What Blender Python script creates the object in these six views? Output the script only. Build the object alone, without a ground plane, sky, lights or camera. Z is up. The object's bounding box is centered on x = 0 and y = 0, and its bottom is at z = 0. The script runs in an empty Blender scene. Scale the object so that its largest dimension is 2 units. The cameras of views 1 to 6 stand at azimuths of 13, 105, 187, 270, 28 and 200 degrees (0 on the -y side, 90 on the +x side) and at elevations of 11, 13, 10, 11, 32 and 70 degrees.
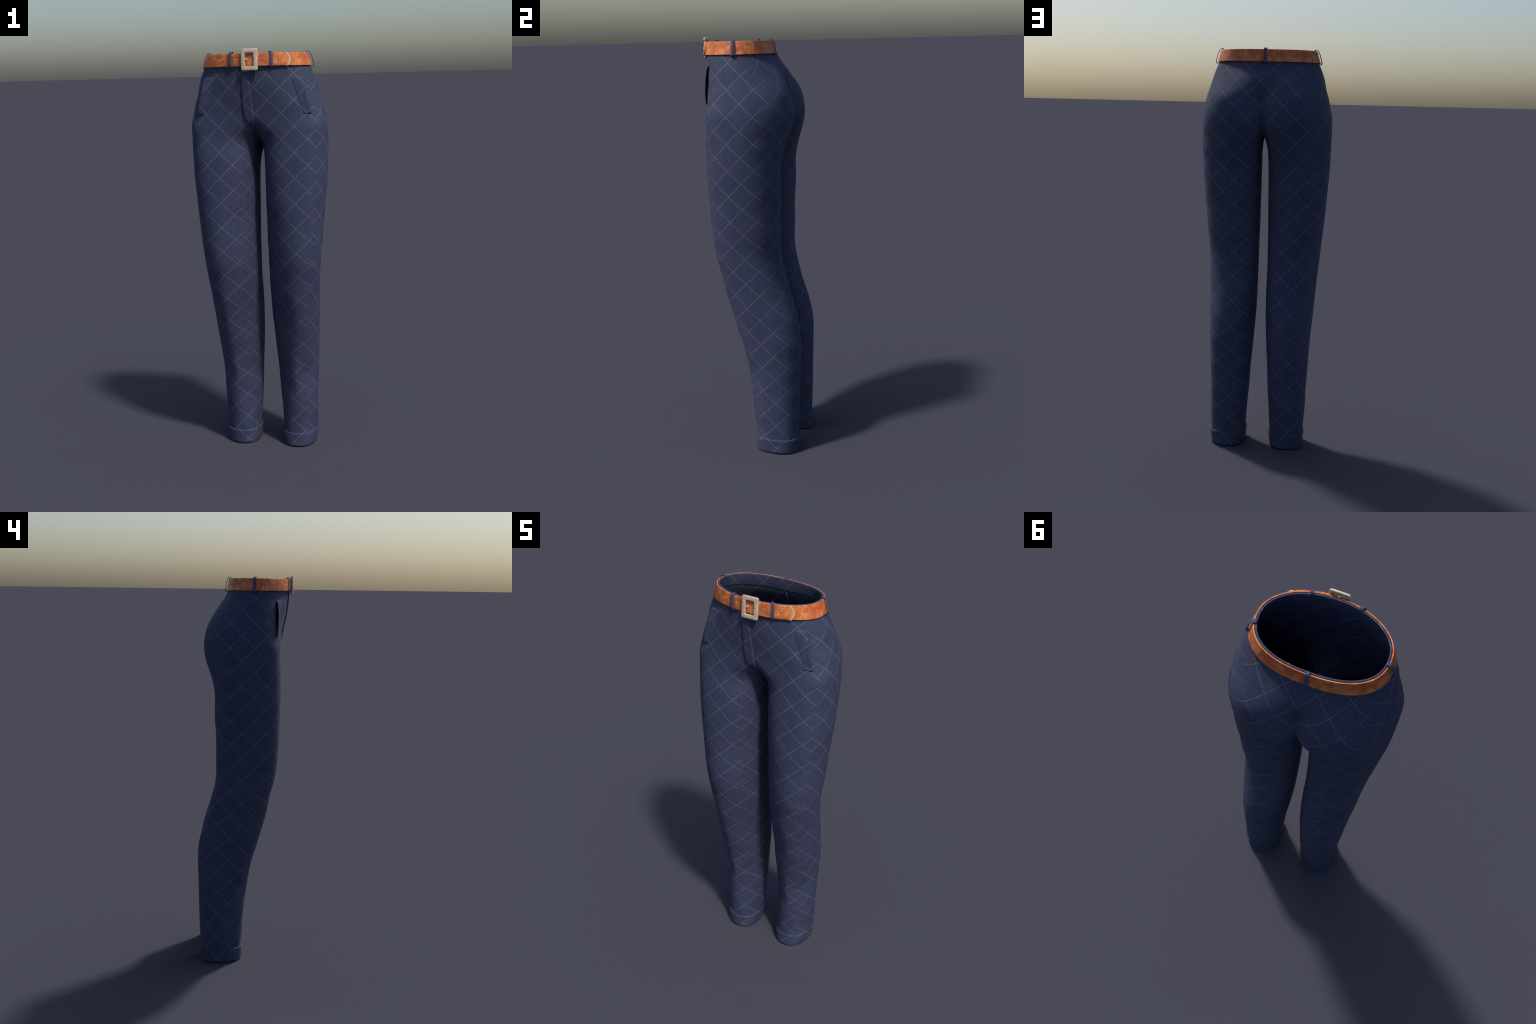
import numpy as np, math

# ------------------------------------------------------------------ body form
# One trouser half (x > 0): every row is a horizontal cross-section of its tube:
# height, outer x, inner x at the front, inner x at the back, front y, back y,
# y of the widest place, roundness exponent of the front, of the back, softness of the
# join, outward push of the front, inward pull of the back, extra fullness of the cheeks
# beside the cleft
SECTIONS = [
    (-0.02, 0.2286, 0.0700, 0.0700, 0.0148, 0.2230, 0.1362, 2.44, 2.28, 0.012, -0.0062, -0.0036, 0.00),
    (0.00, 0.2286, 0.0700, 0.0700, 0.0148, 0.2230, 0.1362, 2.44, 2.28, 0.012, -0.0062, -0.0036, 0.00),
    (0.10, 0.2355, 0.0626, 0.0626, 0.0113, 0.2244, 0.1370, 2.16, 2.24, 0.012, -0.0041, -0.0048, 0.00),
    (0.20, 0.2412, 0.0558, 0.0558, 0.0043, 0.2299, 0.1222, 1.90, 2.17, 0.012, 0.0029, -0.0001, 0.00),
    (0.30, 0.2429, 0.0479, 0.0479, -0.0043, 0.2327, 0.1098, 1.71, 2.30, 0.012, 0.0107, -0.0014, 0.00),
    (0.40, 0.2488, 0.0436, 0.0436, -0.0181, 0.2350, 0.1009, 1.49, 2.29, 0.012, 0.0043, 0.0011, 0.00),
    (0.50, 0.2524, 0.0356, 0.0356, -0.0328, 0.2384, 0.0912, 1.77, 2.16, 0.012, 0.0153, -0.0006, 0.00),
    (0.56, 0.2549, 0.0318, 0.0318, -0.0468, 0.2398, 0.0845, 1.86, 2.18, 0.012, 0.0173, -0.0021, 0.00),
    (0.62, 0.2587, 0.0280, 0.0280, -0.0646, 0.2354, 0.0741, 1.76, 2.00, 0.012, 0.0271, 0.0010, 0.00),
    (0.70, 0.2656, 0.0252, 0.0252, -0.0872, 0.2179, 0.0496, 1.64, 2.11, 0.012, 0.0283, 0.0068, 0.00),
    (0.80, 0.2713, 0.0256, 0.0256, -0.1146, 0.1869, 0.0237, 1.68, 2.19, 0.012, 0.0274, 0.0159, 0.00),
    (0.90, 0.2793, 0.0274, 0.0274, -0.1336, 0.1613, -0.0068, 1.81, 2.26, 0.012, 0.0239, 0.0200, 0.00),
    (1.00, 0.2870, 0.0276, 0.0276, -0.1581, 0.1455, -0.0204, 1.81, 2.42, 0.012, 0.0282, 0.0222, 0.00),
    (1.10, 0.2968, 0.0251, 0.0251, -0.1691, 0.1459, -0.0248, 1.88, 2.49, 0.012, 0.0254, 0.0154, 0.00),
    (1.20, 0.3057, 0.0236, 0.0236, -0.1739, 0.1468, -0.0215, 1.95, 2.34, 0.012, 0.0237, 0.0191, 0.00),
    (1.30, 0.3133, 0.0214, 0.0214, -0.1763, 0.1531, -0.0172, 2.25, 2.30, 0.014, 0.0156, 0.0159, 0.00),
    (1.40, 0.3205, 0.0213, 0.0190, -0.1788, 0.1525, -0.0086, 2.47, 2.17, 0.010, 0.0128, 0.0143, 0.00),
    (1.45, 0.3229, 0.0206, 0.0180, -0.1782, 0.1591, -0.0059, 2.57, 2.12, 0.010, 0.0109, 0.0191, 0.00),
    (1.50, 0.3234, 0.0161, 0.0220, -0.1787, 0.1724, 0.0089, 2.65, 2.19, 0.010, 0.0138, 0.0291, 0.20),
    (1.55, 0.3215, 0.0070, 0.0110, -0.1751, 0.1914, 0.0233, 2.73, 1.90, 0.008, 0.0221, 0.0355, 0.35),
    (1.60, 0.3199, -0.0220, -0.0030, -0.1745, 0.2061, 0.0291, 2.71, 2.03, 0.008, 0.0295, 0.0363, 0.55),
    (1.65, 0.3187, -0.0820, -0.0200, -0.1741, 0.2110, 0.0148, 3.07, 2.15, 0.008, 0.0285, 0.0272, 0.55),
    (1.70, 0.3124, -0.1902, -0.0440, -0.1779, 0.2047, -0.0015, 3.08, 2.07, 0.009, 0.0178, 0.0094, 0.50),
    (1.75, 0.3047, -0.2600, -0.0660, -0.1863, 0.1915, -0.0308, 2.81, 1.89, 0.010, 0.0084, -0.0133, 0.40),
    (1.80, 0.2899, -0.2850, -0.1120, -0.1966, 0.1647, -0.0515, 2.37, 2.06, 0.010, -0.0029, -0.0110, 0.15),
    (1.85, 0.2774, -0.2774, -0.2000, -0.2057, 0.1351, -0.0653, 2.05, 2.27, 0.008, -0.0034, -0.0047, 0.00),
    (1.90, 0.2602, -0.2602, -0.2602, -0.2119, 0.1000, -0.0692, 2.00, 2.55, 0.001, -0.0000, -0.0000, 0.00),
    (1.92, 0.2505, -0.2505, -0.2505, -0.2140, 0.0916, -0.0710, 2.05, 2.51, 0.001, -0.0000, -0.0000, 0.00),
    (1.95, 0.2420, -0.2420, -0.2420, -0.2140, 0.0850, -0.0640, 2.05, 2.40, 0.001, 0.0000, 0.0000, 0.00),
    (2.02, 0.2220, -0.2220, -0.2220, -0.2120, 0.0760, -0.0660, 2.05, 2.40, 0.001, 0.0000, 0.0000, 0.00),
]


def pchip(rows, z):
    """shape-preserving cubic through the rows (height first), at heights z"""
    t = np.asarray(rows, float)
    x, y = t[:, 0], t[:, 1:]
    h = np.diff(x)[:, None]
    d = np.diff(y, axis=0) / h
    m = np.zeros_like(y)
    m[0], m[-1] = d[0], d[-1]
    w1, w2 = 2 * h[1:] + h[:-1], h[1:] + 2 * h[:-1]
    same = (d[:-1] * d[1:]) > 0
    with np.errstate(divide='ignore', invalid='ignore'):
        hm = (w1 + w2) / (w1 / d[:-1] + w2 / d[1:])
    m[1:-1] = np.where(same, hm, 0)
    z = np.clip(np.asarray(z, float), x[0], x[-1])
    i = np.clip(np.searchsorted(x, z) - 1, 0, len(x) - 2)
    s = ((z - x[i]) / (x[i + 1] - x[i]))[..., None]
    hh = (x[i + 1] - x[i])[..., None]
    return ((1 + 2 * s) * (1 - s) ** 2 * y[i] + s * (1 - s) ** 2 * hh * m[i]
            + s * s * (3 - 2 * s) * y[i + 1] + s * s * (s - 1) * hh * m[i + 1])


FINE_Z = np.arange(-.02, 2.0205, .0025)
FINE = pchip(SECTIONS, FINE_Z)
_g = np.exp(-.5 * (np.arange(-24, 25) * .0025 / .016) ** 2)
FINE = np.stack([np.convolve(np.pad(c, 24, mode='edge'), _g / _g.sum(), mode='valid') for c in FINE.T], 1)


def section_at(z):
    """cross-section values at heights z, evened out along the height"""
    z = np.asarray(z, float)
    t = np.clip((z + .02) / .0025, 0, len(FINE_Z) - 1.001)
    i = t.astype(int)
    w = (t - i)[..., None]
    return FINE[i] * (1 - w) + FINE[i + 1] * w


def half_field(x, y, S):
    """roughly the distance to one tube, negative inside"""
    xo, xf, xb, yf, yb, ym, pf, pb = [S[..., i] for i in range(8)]
    fr = y < ym
    xi = np.where(fr, xf, xb)
    p = np.where(fr, pf, pb)
    b = np.where(fr, ym - yf, yb - ym)
    a = (xo - xi) / 2
    v = (y - ym) / b
    sk = np.where(fr, S[..., 9], S[..., 10])
    u = (x - (xo + xi) / 2 + sk * v) / a
    p = p + np.where(~fr & (u < 0), S[..., 11], 0.0)
    au, av = np.abs(u) + 1e-9, np.abs(v) + 1e-9
    r = (au ** p + av ** p) ** (1 / p)
    gx = (au / r) ** (p - 1) * np.sign(u) / a
    gy = (av / r) ** (p - 1) * np.sign(v) / b + gx * sk / b
    return (r - 1) / np.sqrt(gx * gx + gy * gy)


def field(x, y, z, S=None):
    if S is None:
        S = section_at(z)
    a = half_field(x, y, S)
    b = half_field(-x, y, S)
    k = S[..., 8]
    h = np.clip(1 - np.abs(a - b) / k, 0, 1)
    return np.minimum(a, b) - h * h * k / 4


def radial(phi, z, off=0.0, cy=-0.06, cx=0.0, one_leg=False):
    """point on the level `off` of the body at height z, seen from the axis at angle phi
    (0 = front, +90 degrees = +x)"""
    phi, z, off = np.broadcast_arrays(np.asarray(phi, float), z, off)
    S = section_at(z)
    dx, dy = np.sin(phi), -np.cos(phi)
    lo, hi = np.full(phi.shape, .0), np.full(phi.shape, .6)
    for _ in range(40):
        m = (lo + hi) / 2
        f = (half_field if one_leg else field)(cx + dx * m, cy + dy * m, *((S,) if one_leg else (z, S))) - off
        lo = np.where(f < 0, m, lo)
        hi = np.where(f < 0, hi, m)
    return np.stack([cx + dx * lo, cy + dy * lo, z], -1)


def front_y(x, z, off=0.0):
    """y of the front surface over (x, z)"""
    x, z, off = np.broadcast_arrays(np.asarray(x, float), np.asarray(z, float), off)
    S = section_at(z)
    lo, hi = np.full(x.shape, -.4), np.full(x.shape, 0.0)
    ys = np.linspace(-.3, 0.0, 61)
    hit = np.full(x.shape, -.3)
    done = np.zeros(x.shape, bool)
    for yv in ys:
        ins = field(x, np.full(x.shape, yv), z, S) < off
        hit = np.where(~done & ~ins, yv, hit)
        done |= ins
    lo, hi = hit, hit + .005
    for _ in range(25):
        m = (lo + hi) / 2
        f = field(x, m, z, S) < off
        hi = np.where(f, m, hi)
        lo = np.where(f, lo, m)
    return hi
import bpy, bmesh

# ------------------------------------------------------------------ materials
FABRIC = (.047, .055, .104, 1)
FABRIC_DARK = (.0375, .0445, .088, 1)
THREAD = (.40, .40, .43, 1)
P = .1199                       # diagonal of one diamond of the check
PHASE = (.0133, .0133, 1.8275)  # a crossing of two dashed lines


class Nodes:
    def __init__(self, tree):
        self.t = tree

    def add(self, kind, **kw):
        n = self.t.nodes.new(kind)
        for k, v in kw.items():
            setattr(n, k, v)
        return n

    def put(self, sock, v):
        if hasattr(v, 'is_output'):
            self.t.links.new(v, sock)
        else:
            sock.default_value = v

    def math(self, op, a, b=None, c=None, clamp=False):
        n = self.add('ShaderNodeMath', operation=op, use_clamp=clamp)
        for i, v in enumerate((a, b, c)):
            if v is not None:
                self.put(n.inputs[i], v)
        return n.outputs[0]

    def step(self, v, lo, hi, to_lo=0.0, to_hi=1.0):
        n = self.add('ShaderNodeMapRange', interpolation_type='SMOOTHSTEP')
        for i, q in enumerate((v, lo, hi, to_lo, to_hi)):
            self.put(n.inputs[i], q)
        return n.outputs[0]

    def mix(self, f, a, b, mode='MIX'):
        n = self.add('ShaderNodeMix', data_type='RGBA', blend_type=mode)
        self.put(n.inputs[0], f)
        self.put(n.inputs[6], a)
        self.put(n.inputs[7], b)
        return n.outputs[2]

    def noise(self, vec, scale, detail=2.0, rough=.5, dist=0.0):
        n = self.add('ShaderNodeTexNoise')
        self.put(n.inputs['Vector'], vec)
        for k, v in (('Scale', scale), ('Detail', detail), ('Roughness', rough), ('Distortion', dist)):
            n.inputs[k].default_value = v
        return n.outputs['Fac']

    def stretch(self, vec, s, loc=(0, 0, 0)):
        n = self.add('ShaderNodeMapping')
        self.put(n.inputs['Vector'], vec)
        n.inputs['Scale'].default_value = s
        n.inputs['Location'].default_value = loc
        return n.outputs[0]

    def ramp(self, f, stops):
        n = self.add('ShaderNodeValToRGB')
        r = n.color_ramp
        while len(r.elements) < len(stops):
            r.elements.new(.5)
        for e, (p, c) in zip(r.elements, stops):
            e.position, e.color = p, c
        self.put(n.inputs[0], f)
        return n.outputs[0]


def new_material(name):
    m = bpy.data.materials.new(name)
    m.use_nodes = True
    N = Nodes(m.node_tree)
    bsdf = m.node_tree.nodes['Principled BSDF']
    return m, N, bsdf


def bump(N, bsdf, height, strength, distance):
    b = N.add('ShaderNodeBump')
    b.inputs['Strength'].default_value = strength
    b.inputs['Distance'].default_value = distance
    N.put(b.inputs['Height'], height)
    N.t.links.new(b.outputs[0], bsdf.inputs['Normal'])


def dashed_diamonds(N, a, b):
    """stitch mask of the diamond check on one projection plane"""
    s = N.math('DIVIDE', N.math('ADD', a, b), P)
    d = N.math('DIVIDE', N.math('SUBTRACT', a, b), P)
    out = []
    for across, along in ((s, d), (d, s)):
        e = N.math('ABSOLUTE', N.math('SUBTRACT', N.math('FRACT', N.math('ADD', across, 100.5)), .5))
        line = N.step(e, .009, .033, 1.0, 0.0)
        c = N.math('COSINE', N.math('MULTIPLY', along, 2 * math.pi * 8))
        dash = N.step(c, -.95, .75, .0, 1.0)
        out.append(N.math('MULTIPLY', line, dash))
    knot = N.math('MULTIPLY', N.math('MULTIPLY', out[0], out[1]), .35)
    return N.math('ADD', N.math('MAXIMUM', out[0], out[1]), knot)


def fabric_material(name, pattern=True, base=FABRIC, dark=FABRIC_DARK):
    m, N, bsdf = new_material(name)
    tc = N.add('ShaderNodeTexCoord')
    ob = tc.outputs['Object']
    sep = N.add('ShaderNodeSeparateXYZ')
    N.put(sep.inputs[0], ob)
    streak = N.noise(N.stretch(ob, (260, 260, 9)), 1.0, 3.0, .6)
    weave = N.noise(ob, 420.0, 2.0, .6)
    tone = N.noise(ob, 9.0, 2.0, .5)
    f = N.math('ADD', N.math('MULTIPLY', streak, .65), N.math('MULTIPLY', tone, .35))
    col = N.mix(N.step(f, .38, .62), dark, base)
    if pattern:
        q = [N.math('SUBTRACT', sep.outputs[i], PHASE[i]) for i in range(3)]
        nrm = N.add('ShaderNodeSeparateXYZ')
        N.put(nrm.inputs[0], tc.outputs['Normal'])
        w = [N.math('POWER', N.math('ABSOLUTE', nrm.outputs[i]), 4.0) for i in range(3)]
        tot = N.math('ADD', N.math('ADD', w[0], w[1]), w[2])
        acc = None
        for i, (a, b) in enumerate(((1, 2), (0, 2), (0, 1))):
            k = N.math('MULTIPLY', dashed_diamonds(N, q[a], q[b]), N.math('DIVIDE', w[i], tot))
            acc = k if acc is None else N.math('ADD', acc, k)
        col = N.mix(N.math('MULTIPLY', acc, .33, clamp=True), col, THREAD)
    N.put(bsdf.inputs['Base Color'], col)
    bsdf.inputs['Roughness'].default_value = .8
    bsdf.inputs['Specular IOR Level'].default_value = .25
    bump(N, bsdf, N.math('ADD', streak, N.math('MULTIPLY', weave, .5)), .12, .002)
    return m


def leather_material(name, dark, mid, light):
    m, N, bsdf = new_material(name)
    tc = N.add('ShaderNodeTexCoord')
    ob = tc.outputs['Object']
    big = N.noise(ob, 16.0, 4.0, .6, 1.2)
    ridged = N.math('SUBTRACT', 1.0, N.math('MULTIPLY', N.math('ABSOLUTE', N.math('SUBTRACT', N.noise(N.stretch(ob, (1, 1, .8)), 26.0, 5.0, .6, .7), .5)), 12.0), clamp=True)
    fine = N.noise(ob, 160.0, 3.0, .6)
    col = N.mix(N.step(big, .36, .64), dark, mid)
    vein = N.math('MULTIPLY', N.math('MULTIPLY', ridged, N.step(big, .38, .60)), .6)
    col = N.mix(vein, col, light)
    col = N.mix(N.step(fine, .35, .75, 0, .18), col, dark)
    N.put(bsdf.inputs['Base Color'], col)
    bsdf.inputs['Roughness'].default_value = .5
    bsdf.inputs['Specular IOR Level'].default_value = .4
    bump(N, bsdf, N.math('ADD', fine, big), .18, .002)
    return m


def buckle_material(name):
    m, N, bsdf = new_material(name)
    tc = N.add('ShaderNodeTexCoord')
    ob = tc.outputs['Object']
    cloud = N.noise(ob, 45.0, 4.0, .6)
    rust = N.noise(ob, 60.0, 3.0, .6)
    col = N.ramp(cloud, [(.35, (.52, .40, .29, 1)), (.65, (.66, .54, .42, 1))])
    col = N.mix(N.step(rust, .60, .74, 0, .75), col, (.36, .18, .07, 1))
    N.put(bsdf.inputs['Base Color'], col)
    bsdf.inputs['Roughness'].default_value = .42
    bsdf.inputs['Metallic'].default_value = .15
    bump(N, bsdf, cloud, .15, .002)
    return m


def plain_material(name, colour, rough=.8):
    m, N, bsdf = new_material(name)
    tc = N.add('ShaderNodeTexCoord')
    n = N.noise(tc.outputs['Object'], 90.0, 2.0)
    lo = tuple(c * .85 for c in colour[:3]) + (1,)
    N.put(bsdf.inputs['Base Color'], N.mix(n, lo, colour))
    bsdf.inputs['Roughness'].default_value = rough
    return m


MAT = dict(
    fabric=fabric_material('navy_check_fabric'),
    plain=fabric_material('navy_trim_fabric', False, (.062, .074, .150, 1), (.050, .060, .125, 1)),
    leather=leather_material('tan_leather', (.44, .098, .025, 1), (.60, .165, .042, 1), (.78, .33, .12, 1)),
    buckle=buckle_material('worn_beige_metal'),
    tip=plain_material('beige_metal_tip', (.58, .42, .25, 1), .5),
    hole=plain_material('dark_hole', (.008, .008, .010, 1), .9),
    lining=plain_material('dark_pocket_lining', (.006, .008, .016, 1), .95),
)

# ------------------------------------------------------------------ helpers
TOP = bpy.data.objects.new('trousers', None)
bpy.context.scene.collection.objects.link(TOP)
TOP['label'] = 'navy checked tailored trousers with tan leather belt'
TOP['category'] = 'trousers'


def make(name, verts, faces, mat, parent=TOP, smooth=True, sharp=None):
    me = bpy.data.meshes.new(name)
    me.from_pydata([tuple(map(float, v)) for v in verts], [], [tuple(int(i) for i in f) for f in faces])
    me.materials.append(MAT[mat])
    bm = bmesh.new()
    bm.from_mesh(me)
    bmesh.ops.recalc_face_normals(bm, faces=bm.faces)
    bm.to_mesh(me)
    bm.free()
    if smooth:
        me.polygons.foreach_set('use_smooth', [True] * len(me.polygons))
        if sharp:
            me.set_sharp_from_angle(angle=math.radians(sharp))
    ob = bpy.data.objects.new(name, me)
    bpy.context.scene.collection.objects.link(ob)
    ob.parent = parent
    return ob


def grid_faces(nu, nv, wrap_u=False, wrap_v=False):
    f = []
    for i in range(nu if wrap_u else nu - 1):
        for j in range(nv if wrap_v else nv - 1):
            a, b = i, (i + 1) % nu
            c, d = j, (j + 1) % nv
            f.append((a * nv + c, b * nv + c, b * nv + d, a * nv + d))
    return f


def rounded_rectangle(z0, z1, o0, o1, r, seg=4, nz=6):
    """closed outline in the (height, offset) plane"""
    pts = []
    for cz, co, a0 in ((z1 - r, o1 - r, 0), (z0 + r, o1 - r, 90), (z0 + r, o0 + r, 180), (z1 - r, o0 + r, 270)):
        for k in range(seg + 1):
            a = math.radians(a0 + 90 * k / seg)
            pts.append((cz + r * math.cos(a), co + r * math.sin(a)))
    out = []
    for i, p in enumerate(pts):
        q = pts[(i + 1) % len(pts)]
        n = max(1, int(round(math.hypot(q[0] - p[0], q[1] - p[1]) / ((z1 - z0) / nz))))
        for k in range(n):
            out.append((p[0] + (q[0] - p[0]) * k / n, p[1] + (q[1] - p[1]) * k / n))
    return out


def cap_quads(outline):
    """close an end with quads between the outer and the inner side of the outline"""
    mid = sum(p[1] for p in outline) / len(outline)
    out = sorted((i for i, p in enumerate(outline) if p[1] > mid), key=lambda i: outline[i][0])
    inn = sorted((i for i, p in enumerate(outline) if p[1] <= mid), key=lambda i: outline[i][0])
    m = max(len(out), len(inn)) - 1
    at = lambda c, j: c[min(len(c) - 1, int(round(j * (len(c) - 1) / m)))]
    res = []
    for j in range(m):
        q = []
        for i in (at(out, j), at(out, j + 1), at(inn, j + 1), at(inn, j)):
            if i not in q:
                q.append(i)
        if len(q) > 2:
            res.append(tuple(q))
    return res


def sweep_round(name, outline, phi, mat, parent=TOP, closed=False, phi_of=None, sharp=40, place=radial):
    """sweep an outline around the waist"""
    zz = np.array([p[0] for p in outline])
    oo = np.array([p[1] for p in outline])
    PH, Z = np.meshgrid(phi, zz, indexing='ij')
    O = np.broadcast_to(oo, PH.shape)
    if phi_of is not None:
        PH = phi_of(PH, Z)
    V = place(PH, Z, O).reshape(-1, 3)
    n, k = len(phi), len(outline)
    F = grid_faces(n, k, closed, True)
    if not closed:
        F += [tuple((n - 1) * k * e + i for i in q) for e in (0, 1) for q in cap_quads(outline)]
    return make(name, V, F, mat, parent, sharp=sharp)


# ------------------------------------------------------------------ cloth body
def surface_net(h=.0042):
    """closed skin of the body form, cut open later at the waist and the hems"""
    xs = np.arange(-.36, .3601, h)
    ys = np.arange(-.26, .2801, h)
    zs = np.arange(-.012, 2.006, h)
    S = section_at(zs)[:, None, None, :]
    f = np.empty((len(zs), len(ys), len(xs)), np.float32)
    X, Y = xs[None, None, :], ys[None, :, None]
    for k in range(0, len(zs), 40):
        sl = S[k:k + 40]
        sh = (sl.shape[0], len(ys), len(xs))
        f[k:k + 40] = field(np.broadcast_to(X, sh), np.broadcast_to(Y, sh), None, np.broadcast_to(sl, sh + (12,)))
    ins = f < 0
    nz, ny, nx = f.shape
    c = ins[:-1, :-1, :-1].astype(np.int8)
    cnt = sum(ins[a:nz - 1 + a, b:ny - 1 + b, d:nx - 1 + d].astype(np.int8) for a in (0, 1) for b in (0, 1) for d in (0, 1))
    act = (cnt > 0) & (cnt < 8)
    idx = np.full(act.shape, -1, np.int64)
    cells = np.argwhere(act)
    idx[act] = np.arange(len(cells))
    pos = np.zeros((len(cells), 3))
    num = np.zeros(len(cells))
    corners = [(a, b, d) for a in (0, 1) for b in (0, 1) for d in (0, 1)]
    for i, p in enumerate(corners):
        for q in corners[i + 1:]:
            if sum(abs(p[j] - q[j]) for j in range(3)) != 1:
                continue
            fp = f[cells[:, 0] + p[0], cells[:, 1] + p[1], cells[:, 2] + p[2]].astype(float)
            fq = f[cells[:, 0] + q[0], cells[:, 1] + q[1], cells[:, 2] + q[2]].astype(float)
            cr = (fp < 0) != (fq < 0)
            t = np.where(cr, fp / np.where(cr, fp - fq, 1), 0)
            pt = np.array(p) + t[:, None] * (np.array(q) - np.array(p))
            pos[cr] += pt[cr]
            num += cr
    pos = (cells + pos / num[:, None]) * h
    V = np.stack([xs[0] + pos[:, 2], ys[0] + pos[:, 1], zs[0] + pos[:, 0]], 1)
    # settle the points exactly on the form
    for _ in range(3):
        e = 1e-3
        x, y, z = V.T
        f0 = field(x, y, z)
        g = np.stack([field(x + e, y, z) - f0, field(x, y + e, z) - f0, field(x, y, z + e) - f0], 1) / e
        V = V - np.clip(f0 / np.maximum((g * g).sum(1), .2), -.003, .003)[:, None] * g
    F = []
    for ax in range(3):
        sh = [slice(None)] * 3
        a = ins[tuple(slice(0, -1) if j == ax else slice(1, -1) for j in range(3))]
        b = ins[tuple(slice(1, None) if j == ax else slice(1, -1) for j in range(3))]
        e = np.argwhere(a != b)
        up = a[tuple(e.T)]
        o = [j for j in range(3) if j != ax]
        base = e.copy()
        for j in o:
            base[:, j] += 1
        quad = []
        for du, dv in ((-1, -1), (0, -1), (0, 0), (-1, 0)):
            cc = base.copy()
            cc[:, o[0]] += du
            cc[:, o[1]] += dv
            quad.append(idx[tuple(cc.T)])
        quad = np.stack(quad, 1)
        quad[up] = quad[up][:, ::-1]
        F.append(quad)
    F = np.concatenate(F)
    return V, F[(F >= 0).all(1)]


HEM, RIM, SPLIT = .004, 1.972, 1.485
V, F = surface_net()
me = bpy.data.meshes.new('cloth')
me.from_pydata(V.tolist(), [], F.tolist())
bm = bmesh.new()
bm.from_mesh(me)
bmesh.ops.recalc_face_normals(bm, faces=bm.faces)
for z, clear_out in ((RIM, True), (HEM, False)):
    geom = bm.verts[:] + bm.edges[:] + bm.faces[:]
    bmesh.ops.bisect_plane(bm, geom=geom, plane_co=(0, 0, z), plane_no=(0, 0, 1), clear_outer=clear_out, clear_inner=not clear_out)
bmesh.ops.bisect_plane(bm, geom=bm.verts[:] + bm.edges[:] + bm.faces[:], plane_co=(0, 0, SPLIT), plane_no=(0, 0, 1))
bmesh.ops.remove_doubles(bm, verts=bm.verts, dist=1e-4)
# cloth thickness, inwards
bm.normal_update()
outer_faces = bm.faces[:]
bm.verts.ensure_lookup_table()
nrm = [v.normal.copy() for v in bm.verts]
dup = bmesh.ops.duplicate(bm, geom=bm.verts[:] + bm.edges[:] + bm.faces[:])
vmap = dup['vert_map']
outer_edges = [e for f in outer_faces for e in f.edges if len(e.link_faces) == 1]
for v in list({v for f in outer_faces for v in f.verts}):
    w = vmap[v]
    w.co = v.co - v.normal * .004
bmesh.ops.reverse_faces(bm, faces=[g for g in dup['geom'] if isinstance(g, bmesh.types.BMFace)])
for e in set(outer_edges):
    a, b = e.verts
    bm.faces.new((b, a, vmap[a], vmap[b]))
bmesh.ops.recalc_face_normals(bm, faces=bm.faces)
bm.to_mesh(me)
bm.free()
me.polygons.foreach_set('use_smooth', [True] * len(me.polygons))
nv = len(me.vertices)
co = np.empty(nv * 3)
me.vertices.foreach_get('co', co)
co = co.reshape(-1, 3)
vn = np.empty(nv * 3, np.float32)
me.vertex_normals.foreach_get('vector', vn)
vn = vn.reshape(-1, 3)
polys = [tuple(p.vertices) for p in me.polygons]
cen = np.array([co[list(p)].mean(0) for p in polys])
region = np.where(cen[:, 2] > SPLIT, 0, np.where(cen[:, 0] > 0, 1, 2))
for r, name in ((0, 'hip_panel'), (1, 'trouser_leg'), (2, 'trouser_leg')):
    sel = [polys[i] for i in np.flatnonzero(region == r)]
    used = sorted({v for p in sel for v in p})
    ren = {v: i for i, v in enumerate(used)}
    m2 = bpy.data.meshes.new(name)
    m2.from_pydata(co[used].tolist(), [], [tuple(ren[v] for v in p) for p in sel])
    m2.materials.append(MAT['fabric'])
    m2.polygons.foreach_set('use_smooth', [True] * len(m2.polygons))
    m2.normals_split_custom_set_from_vertices(vn[used].tolist())
    ob = bpy.data.objects.new(name, m2)
    bpy.context.scene.collection.objects.link(ob)
    ob.parent = TOP
bpy.data.meshes.remove(me)


# ------------------------------------------------------------------ turn-up cuffs
def around_leg(side):
    S0 = section_at(np.array([.05]))[0]
    cx, cy = (S0[0] + S0[1]) / 2, (S0[3] + S0[4]) / 2

    def place(phi, z, off):
        p = radial(phi, z, off, cy=cy, cx=cx, one_leg=True)
        p[..., 0] *= side
        return p
    return place


full = np.linspace(0, 2 * math.pi, 120, endpoint=False)
for side in (1, -1):
    prof = []
    for z, o in ((.004, -.004), (.0, .0005), (.003, .004), (.012, .0052), (.030, .0056), (.050, .0058), (.062, .0066),
                 (.069, .0068), (.0735, .0052), (.0745, .0025), (.0725, .0), (.068, -.001), (.04, -.001), (.012, -.0045)):
        prof.append((z, o))
    sweep_round('cuff', prof, full, 'fabric', closed=True, sharp=None, place=around_leg(side))

# ------------------------------------------------------------------ waistband
ring = np.linspace(0, 2 * math.pi, 200, endpoint=False)
sweep_round('waistband', rounded_rectangle(1.925, 1.9812, -.0060, .0014, .0026), ring, 'fabric', closed=True, sharp=None)


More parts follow.
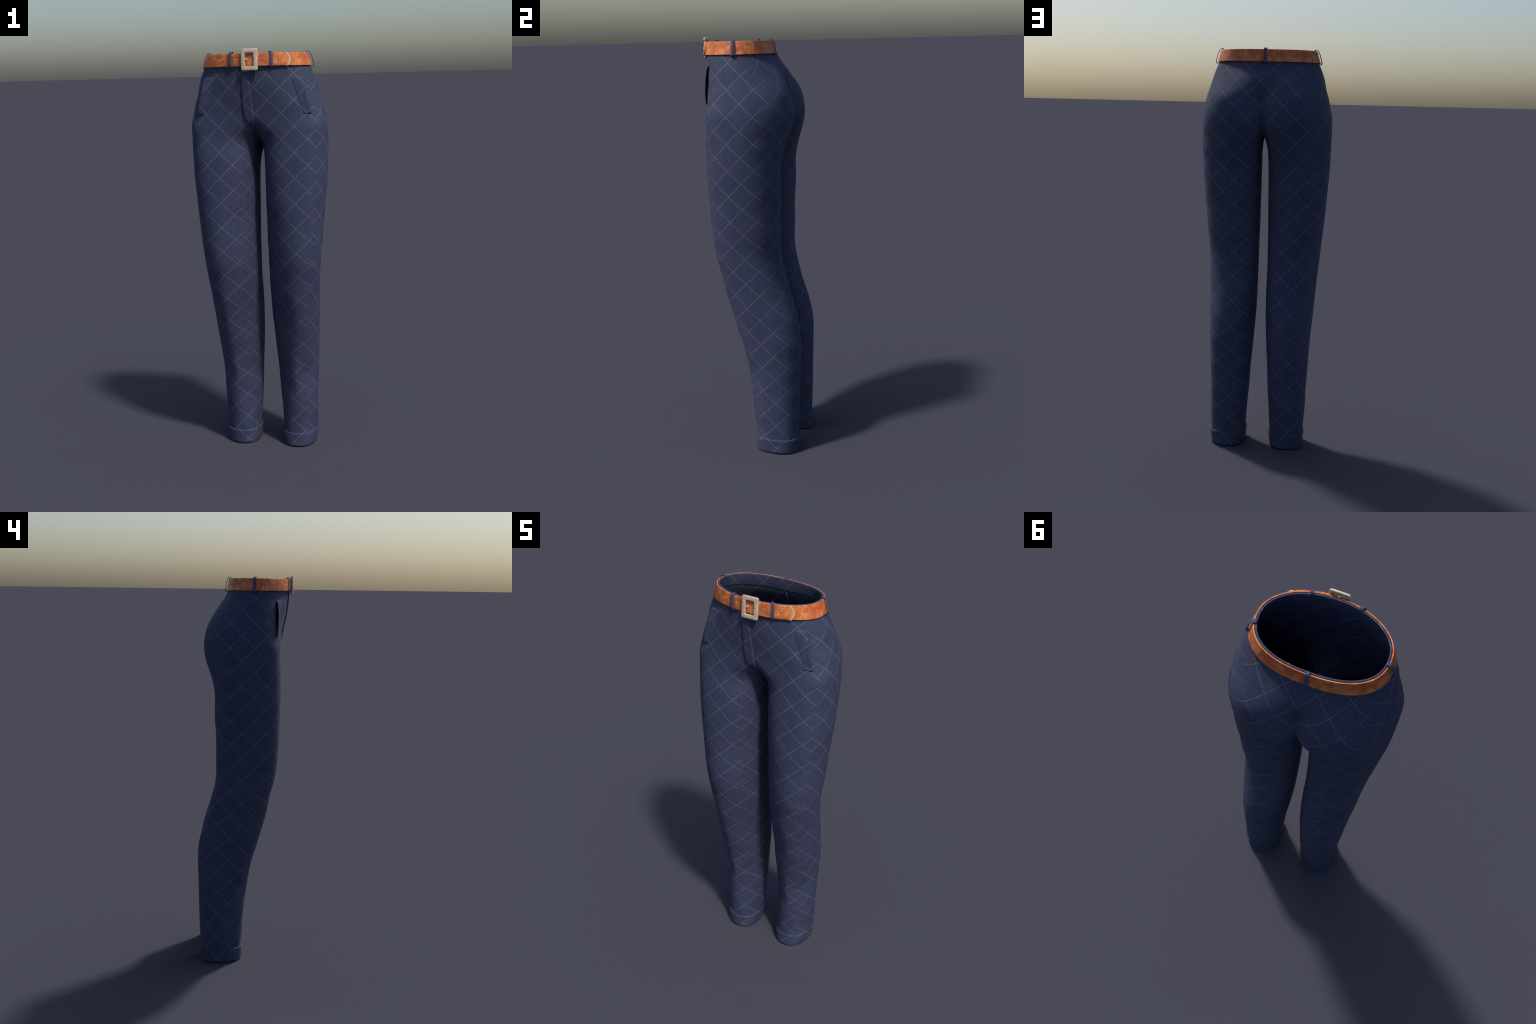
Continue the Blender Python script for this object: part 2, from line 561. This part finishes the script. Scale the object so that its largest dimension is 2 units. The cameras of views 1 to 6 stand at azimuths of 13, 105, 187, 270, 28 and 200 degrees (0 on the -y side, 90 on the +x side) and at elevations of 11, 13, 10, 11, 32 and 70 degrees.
def ribbon(name, rows, mat, parent=TOP, thick=.003):
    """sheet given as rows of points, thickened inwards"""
    V = np.asarray(rows)
    nu, nv = V.shape[:2]
    ob = make(name, V.reshape(-1, 3), grid_faces(nu, nv), mat, parent)
    return ob


# seams inside the back and the front
for ph in (math.pi, 0.0):
    zz = np.linspace(1.66, 1.926, 40)
    rows = [radial(ph + np.full(40, a), zz, o) for a, o in ((-.022, -.004), (-.014, -.0075), (0, -.0085), (.014, -.0075), (.022, -.004))]
    ribbon('inner_seam', rows, 'plain')

# ------------------------------------------------------------------ fly
FLY_LEFT = [(1.650, .002), (1.655, -.004), (1.659, -.012), (1.665, -.021), (1.675, -.030), (1.690, -.038), (1.71, -.042), (1.75, -.044),
            (1.80, -.0445), (1.87, -.042), (1.93, -.042)]
FLY_RIGHT = [(1.650, .004), (1.70, .003), (1.75, .0), (1.80, -.003), (1.87, -.0055), (1.93, -.006)]
zz = 1.650 + (1.93 - 1.650) * np.linspace(0, 1, 90) ** 1.25
xl = pchip(FLY_LEFT, zz)[:, 0]
xr = pchip(FLY_RIGHT, zz)[:, 0]
rows = []
for s, o in ((-.05, -.003), (0, .001), (.015, .004), (.05, .0062), (.12, .0068), (.3, .0066), (.5, .0062), (.7, .006), (.86, .0064), (.94, .0064), (.98, .0045), (1.0, .0015), (1.04, -.003)):
    width = np.maximum(xr - xl, .004)
    x = xl + width * s
    fade = np.clip((zz - 1.650) / .006, 0, 1)
    y = front_y(x, zz, 0.0) - (o * fade - .003 * (1 - fade))
    rows.append(np.stack([x, y, zz], 1))
ribbon('fly_flap', rows, 'fabric')

# ------------------------------------------------------------------ slanted pockets
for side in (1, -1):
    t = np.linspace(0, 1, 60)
    z = 1.876 - .174 * t
    outer = np.radians(68.3 + 3.2 * t - 1.4 * np.sin(np.pi * t))
    slit = np.radians(70.0 + 1.6 * t)
    inner = np.radians(57.5 + 11.0 * t - 2.2 * t * t)
    lift = .0110 * np.sin(np.pi * np.clip(t, 0, 1) ** .9) ** .8 + .002
    ends = np.clip(np.minimum(t, 1 - t) / .025, 0, 1) ** .5
    rows = []
    prof = ((0, -.002, 0), (.03, .0012, 0), (.1, .0024, .02), (.25, .003, .1), (.45, .0036, .3), (.65, .004, .58), (.85, .0044, .86),
            (.96, .0044, .99), (1.0, .003, 1.0), (.97, .0004, .97), (.8, -.0002, .78), (.5, -.001, .3))
    for s, o, l in prof:
        off = (o + l * lift) * ends - .003 * (1 - ends)
        p = radial(inner + (outer - inner) * s, z, off)
        p[:, 0] *= side
        rows.append(p)
    ribbon('pocket_welt', rows, 'fabric')
    rows = []  # near-black strip laid on the cloth under and just beyond the outer edge of the welt
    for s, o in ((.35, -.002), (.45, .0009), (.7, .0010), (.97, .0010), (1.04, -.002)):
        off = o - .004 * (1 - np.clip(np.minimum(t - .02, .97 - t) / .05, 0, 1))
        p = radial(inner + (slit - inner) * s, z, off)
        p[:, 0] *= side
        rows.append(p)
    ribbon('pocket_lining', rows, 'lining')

# ------------------------------------------------------------------ belt
BZ0, BZ1 = 1.9215, 1.9805
belt = sweep_round('belt', rounded_rectangle(BZ0, BZ1, .0030, .0080, .0016), ring, 'leather', closed=True, sharp=None)


def tip_shape(ph0, ph1):
    def shape(PH, Z):
        u = (Z - (BZ0 + BZ1) / 2) / ((BZ1 - BZ0) / 2)
        w = (PH - ph0) / (ph1 - ph0)
        return PH + w * math.radians(3.4) * (1 - u * u)
    return shape


TIP = math.radians(53.0)
sweep_round('belt_end', rounded_rectangle(BZ0 + .0008, BZ1 - .0008, .0078, .0120, .0014), np.linspace(math.radians(-9), TIP, 60), 'leather', belt,
            phi_of=tip_shape(math.radians(-9), TIP))


def tip_band(PH, Z):
    u = (Z - (BZ0 + BZ1) / 2) / ((BZ1 - BZ0) / 2)
    return PH + math.radians(3.6) * (1 - u * u)


sweep_round('belt_tip', rounded_rectangle(BZ0 - .0002, BZ1 + .0002, .0076, .0134, .0012, nz=14), np.linspace(TIP - math.radians(1.9), TIP + math.radians(.25), 6), 'tip', belt,
            phi_of=tip_band)


def frame_at(phi, z, off):
    """position and local axes (right, out, up) on the belt"""
    p = radial(phi, z, off)
    q = radial(phi + .02, z, off)
    r = q - p
    r /= np.linalg.norm(r)
    u = radial(phi, z + .02, off) - p
    u /= np.linalg.norm(u)
    o = np.cross(r, u)
    return p, r, o, u


def phi_at_x(x, z=1.951, off=.011):
    ph = np.linspace(-1.4, 1.4, 800)
    return float(np.interp(x, radial(ph, z, off)[:, 0], ph))


# eyelets
def eyelet_mesh():
    V, F = [], []
    prof = [(.0035, -.001), (.0035, .0009), (.0040, .0015), (.0048, .0015), (.0055, .0009), (.0057, -.001)]
    n = 24
    for i in range(n):
        a = 2 * math.pi * i / n
        for r, h in prof:
            V.append((r * math.cos(a), -h, r * math.sin(a)))
    F = grid_faces(n, len(prof), True, False)
    return V, F


from mathutils import Matrix, Vector
ev, ef = eyelet_mesh()
eyelet0 = hole0 = None
for x in (-.074, -.010, .060, .131):
    ph = phi_at_x(x)
    p, r, o, u = frame_at(ph, 1.951, .0120 if x > -.03 else .0080)
    M = Matrix(((r[0], -o[0], u[0], p[0]), (r[1], -o[1], u[1], p[1]), (r[2], -o[2], u[2], p[2]), (0, 0, 0, 1)))
    if eyelet0 is None:
        eyelet0 = make('eyelet', ev, ef, 'tip', belt)
        n = 20
        hole0 = make('eyelet_hole', [(0.0037 * math.cos(2 * math.pi * i / n), -.0006, 0.0037 * math.sin(2 * math.pi * i / n)) for i in range(n)] +
                     [(0.0037 * math.cos(2 * math.pi * i / n), .001, 0.0037 * math.sin(2 * math.pi * i / n)) for i in range(n)],
                     [tuple(range(n)), tuple(range(n, 2 * n))] + [(i, (i + 1) % n, n + (i + 1) % n, n + i) for i in range(n)], 'hole', belt, sharp=40)
        e, hh = eyelet0, hole0
    else:
        e, hh = eyelet0.copy(), hole0.copy()
        bpy.context.scene.collection.objects.link(e)
        bpy.context.scene.collection.objects.link(hh)
    e.matrix_basis = M
    hh.matrix_basis = M

# ------------------------------------------------------------------ buckle
bp, br, bo, bu = frame_at(phi_at_x(.003), 1.9515, .0180)
BM = Matrix(((br[0], -bo[0], bu[0], bp[0]), (br[1], -bo[1], bu[1], bp[1]), (br[2], -bo[2], bu[2], bp[2]), (0, 0, 0, 1)))


def rounded_frame(x0, x1, z0, z1, r, n=8):
    out = []
    for cx, cz, a0 in ((x1 - r, z1 - r, 0), (x0 + r, z1 - r, 90), (x0 + r, z0 + r, 180), (x1 - r, z0 + r, 270)):
        for k in range(n + 1):
            a = math.radians(a0 + 90 * k / n)
            out.append((cx + r * math.cos(a), cz + r * math.sin(a)))
    return out


def buckle_mesh():
    W, H, T = .0388, .0488, .0052
    outer = rounded_frame(-W, W, -H, H, .0085)
    inner = rounded_frame(-W + .0185, W - .0195, -H + .0185, H - .0185, .0035)
    V = []
    # frame profile: 0 = outer edge, 1 = inner edge; y < 0 faces out
    prof = [(.0, .0015), (.0, -.0022), (.03, -.0038), (.09, -.0049), (.18, -.0053), (.5, -.0055), (.82, -.0053), (.92, -.0049), (.975, -.0038), (1.0, -.0022), (1.0, .0015),
            (.9, .0038), (.5, .0044), (.1, .0038)]
    for (ox, oz), (ix, iz) in zip(outer, inner):
        for s, y in prof:
            # the frame bows gently round the waist
            x, z = ox + (ix - ox) * s, oz + (iz - oz) * s
            V.append((x, y + 1.6 * x * x, z))
    return V, grid_faces(len(outer), len(prof), True, True)


bv, bf = buckle_mesh()
buckle = make('buckle', bv, bf, 'buckle', belt)
buckle.matrix_basis = BM


def rod(name, a, b, r, mat, parent, n=12):
    a, b = Vector(a), Vector(b)
    d = (b - a).normalized()
    s = d.orthogonal().normalized()
    t = d.cross(s)
    V, F = [], []
    L = (b - a).length
    prof = [(0, .0), (0, .7), (.15 * r, .9), (.4 * r, 1), (L - .4 * r, 1), (L - .15 * r, .9), (L, .7), (L, 0)]
    for i in range(n):
        c = 2 * math.pi * i / n
        for l, k in prof:
            q = a + d * l + (s * math.cos(c) + t * math.sin(c)) * r * k
            V.append(tuple(q))
    return make(name, V, grid_faces(n, len(prof), True, False), mat, parent, sharp=50)


bar = rod('buckle_bar', (.0, .0112, -.036), (.0, .0112, .036), .0030, 'buckle', buckle)
prong = rod('prong', (-.0270, -.0025, .0), (-.0125, .0030, .0), .0019, 'tip', buckle)
prong_tip = rod('prong_tip', (-.0130, .0020, -.0030), (-.0130, .0020, .0030), .0022, 'tip', buckle)


# ------------------------------------------------------------------ belt loops
def belt_loop(name, phi, bulge):
    path = [(1.9770, -.004), (1.9835, -.002), (1.9865, .003), (1.9868, .0075), (1.9848, .0115 + .2 * bulge), (1.980, .0130 + .55 * bulge), (1.970, .0140 + .85 * bulge),
            (1.955, .0145 + bulge), (1.940, .0145 + bulge), (1.928, .0135 + bulge), (1.9200, .0115 + .9 * bulge), (1.9155, .0075 + .6 * bulge), (1.9140, .002), (1.9150, -.004)]
    # smooth the path
    p = np.array(path)
    t = np.r_[0, np.cumsum(np.linalg.norm(np.diff(p, axis=0), axis=1))]
    tt = np.linspace(0, t[-1], 44)
    p = pchip(np.c_[t, p], tt)
    tan = np.gradient(p, axis=0)
    tan /= np.linalg.norm(tan, axis=1)[:, None]
    nor = np.stack([tan[:, 1], -tan[:, 0]], 1) * -1
    c0, r, o, u = frame_at(phi, 1.951, .008)
    section = []
    w, h, rr = .0070, .0015, .0010
    for sx, sh, a0 in ((1, 1, 0), (-1, 1, 90), (-1, -1, 180), (1, -1, 270)):
        for k in range(3):
            a = math.radians(a0 + 45 * k)
            section.append((sx * (w - rr) + rr * math.cos(a), sh * (h - rr) + rr * math.sin(a)))
    V = []
    for (z, off), nn in zip(p, nor):
        for a, b in section:
            q = radial(phi, z + nn[0] * b, off + nn[1] * b)
            V.append(q + r * a)
    n, k = len(p), len(section)
    Fc = grid_faces(n, k, False, True) + [tuple(range(k)), tuple((n - 1) * k + i for i in range(k))]
    return make(name, V, Fc, 'plain', TOP, sharp=50)


for ph, bulge in ((phi_at_x(-.089), .000), (phi_at_x(.099), .001), (math.radians(97.5), .0045), (math.radians(-94.0), .0045), (math.pi, .003)):
    belt_loop('belt_loop', ph, bulge)
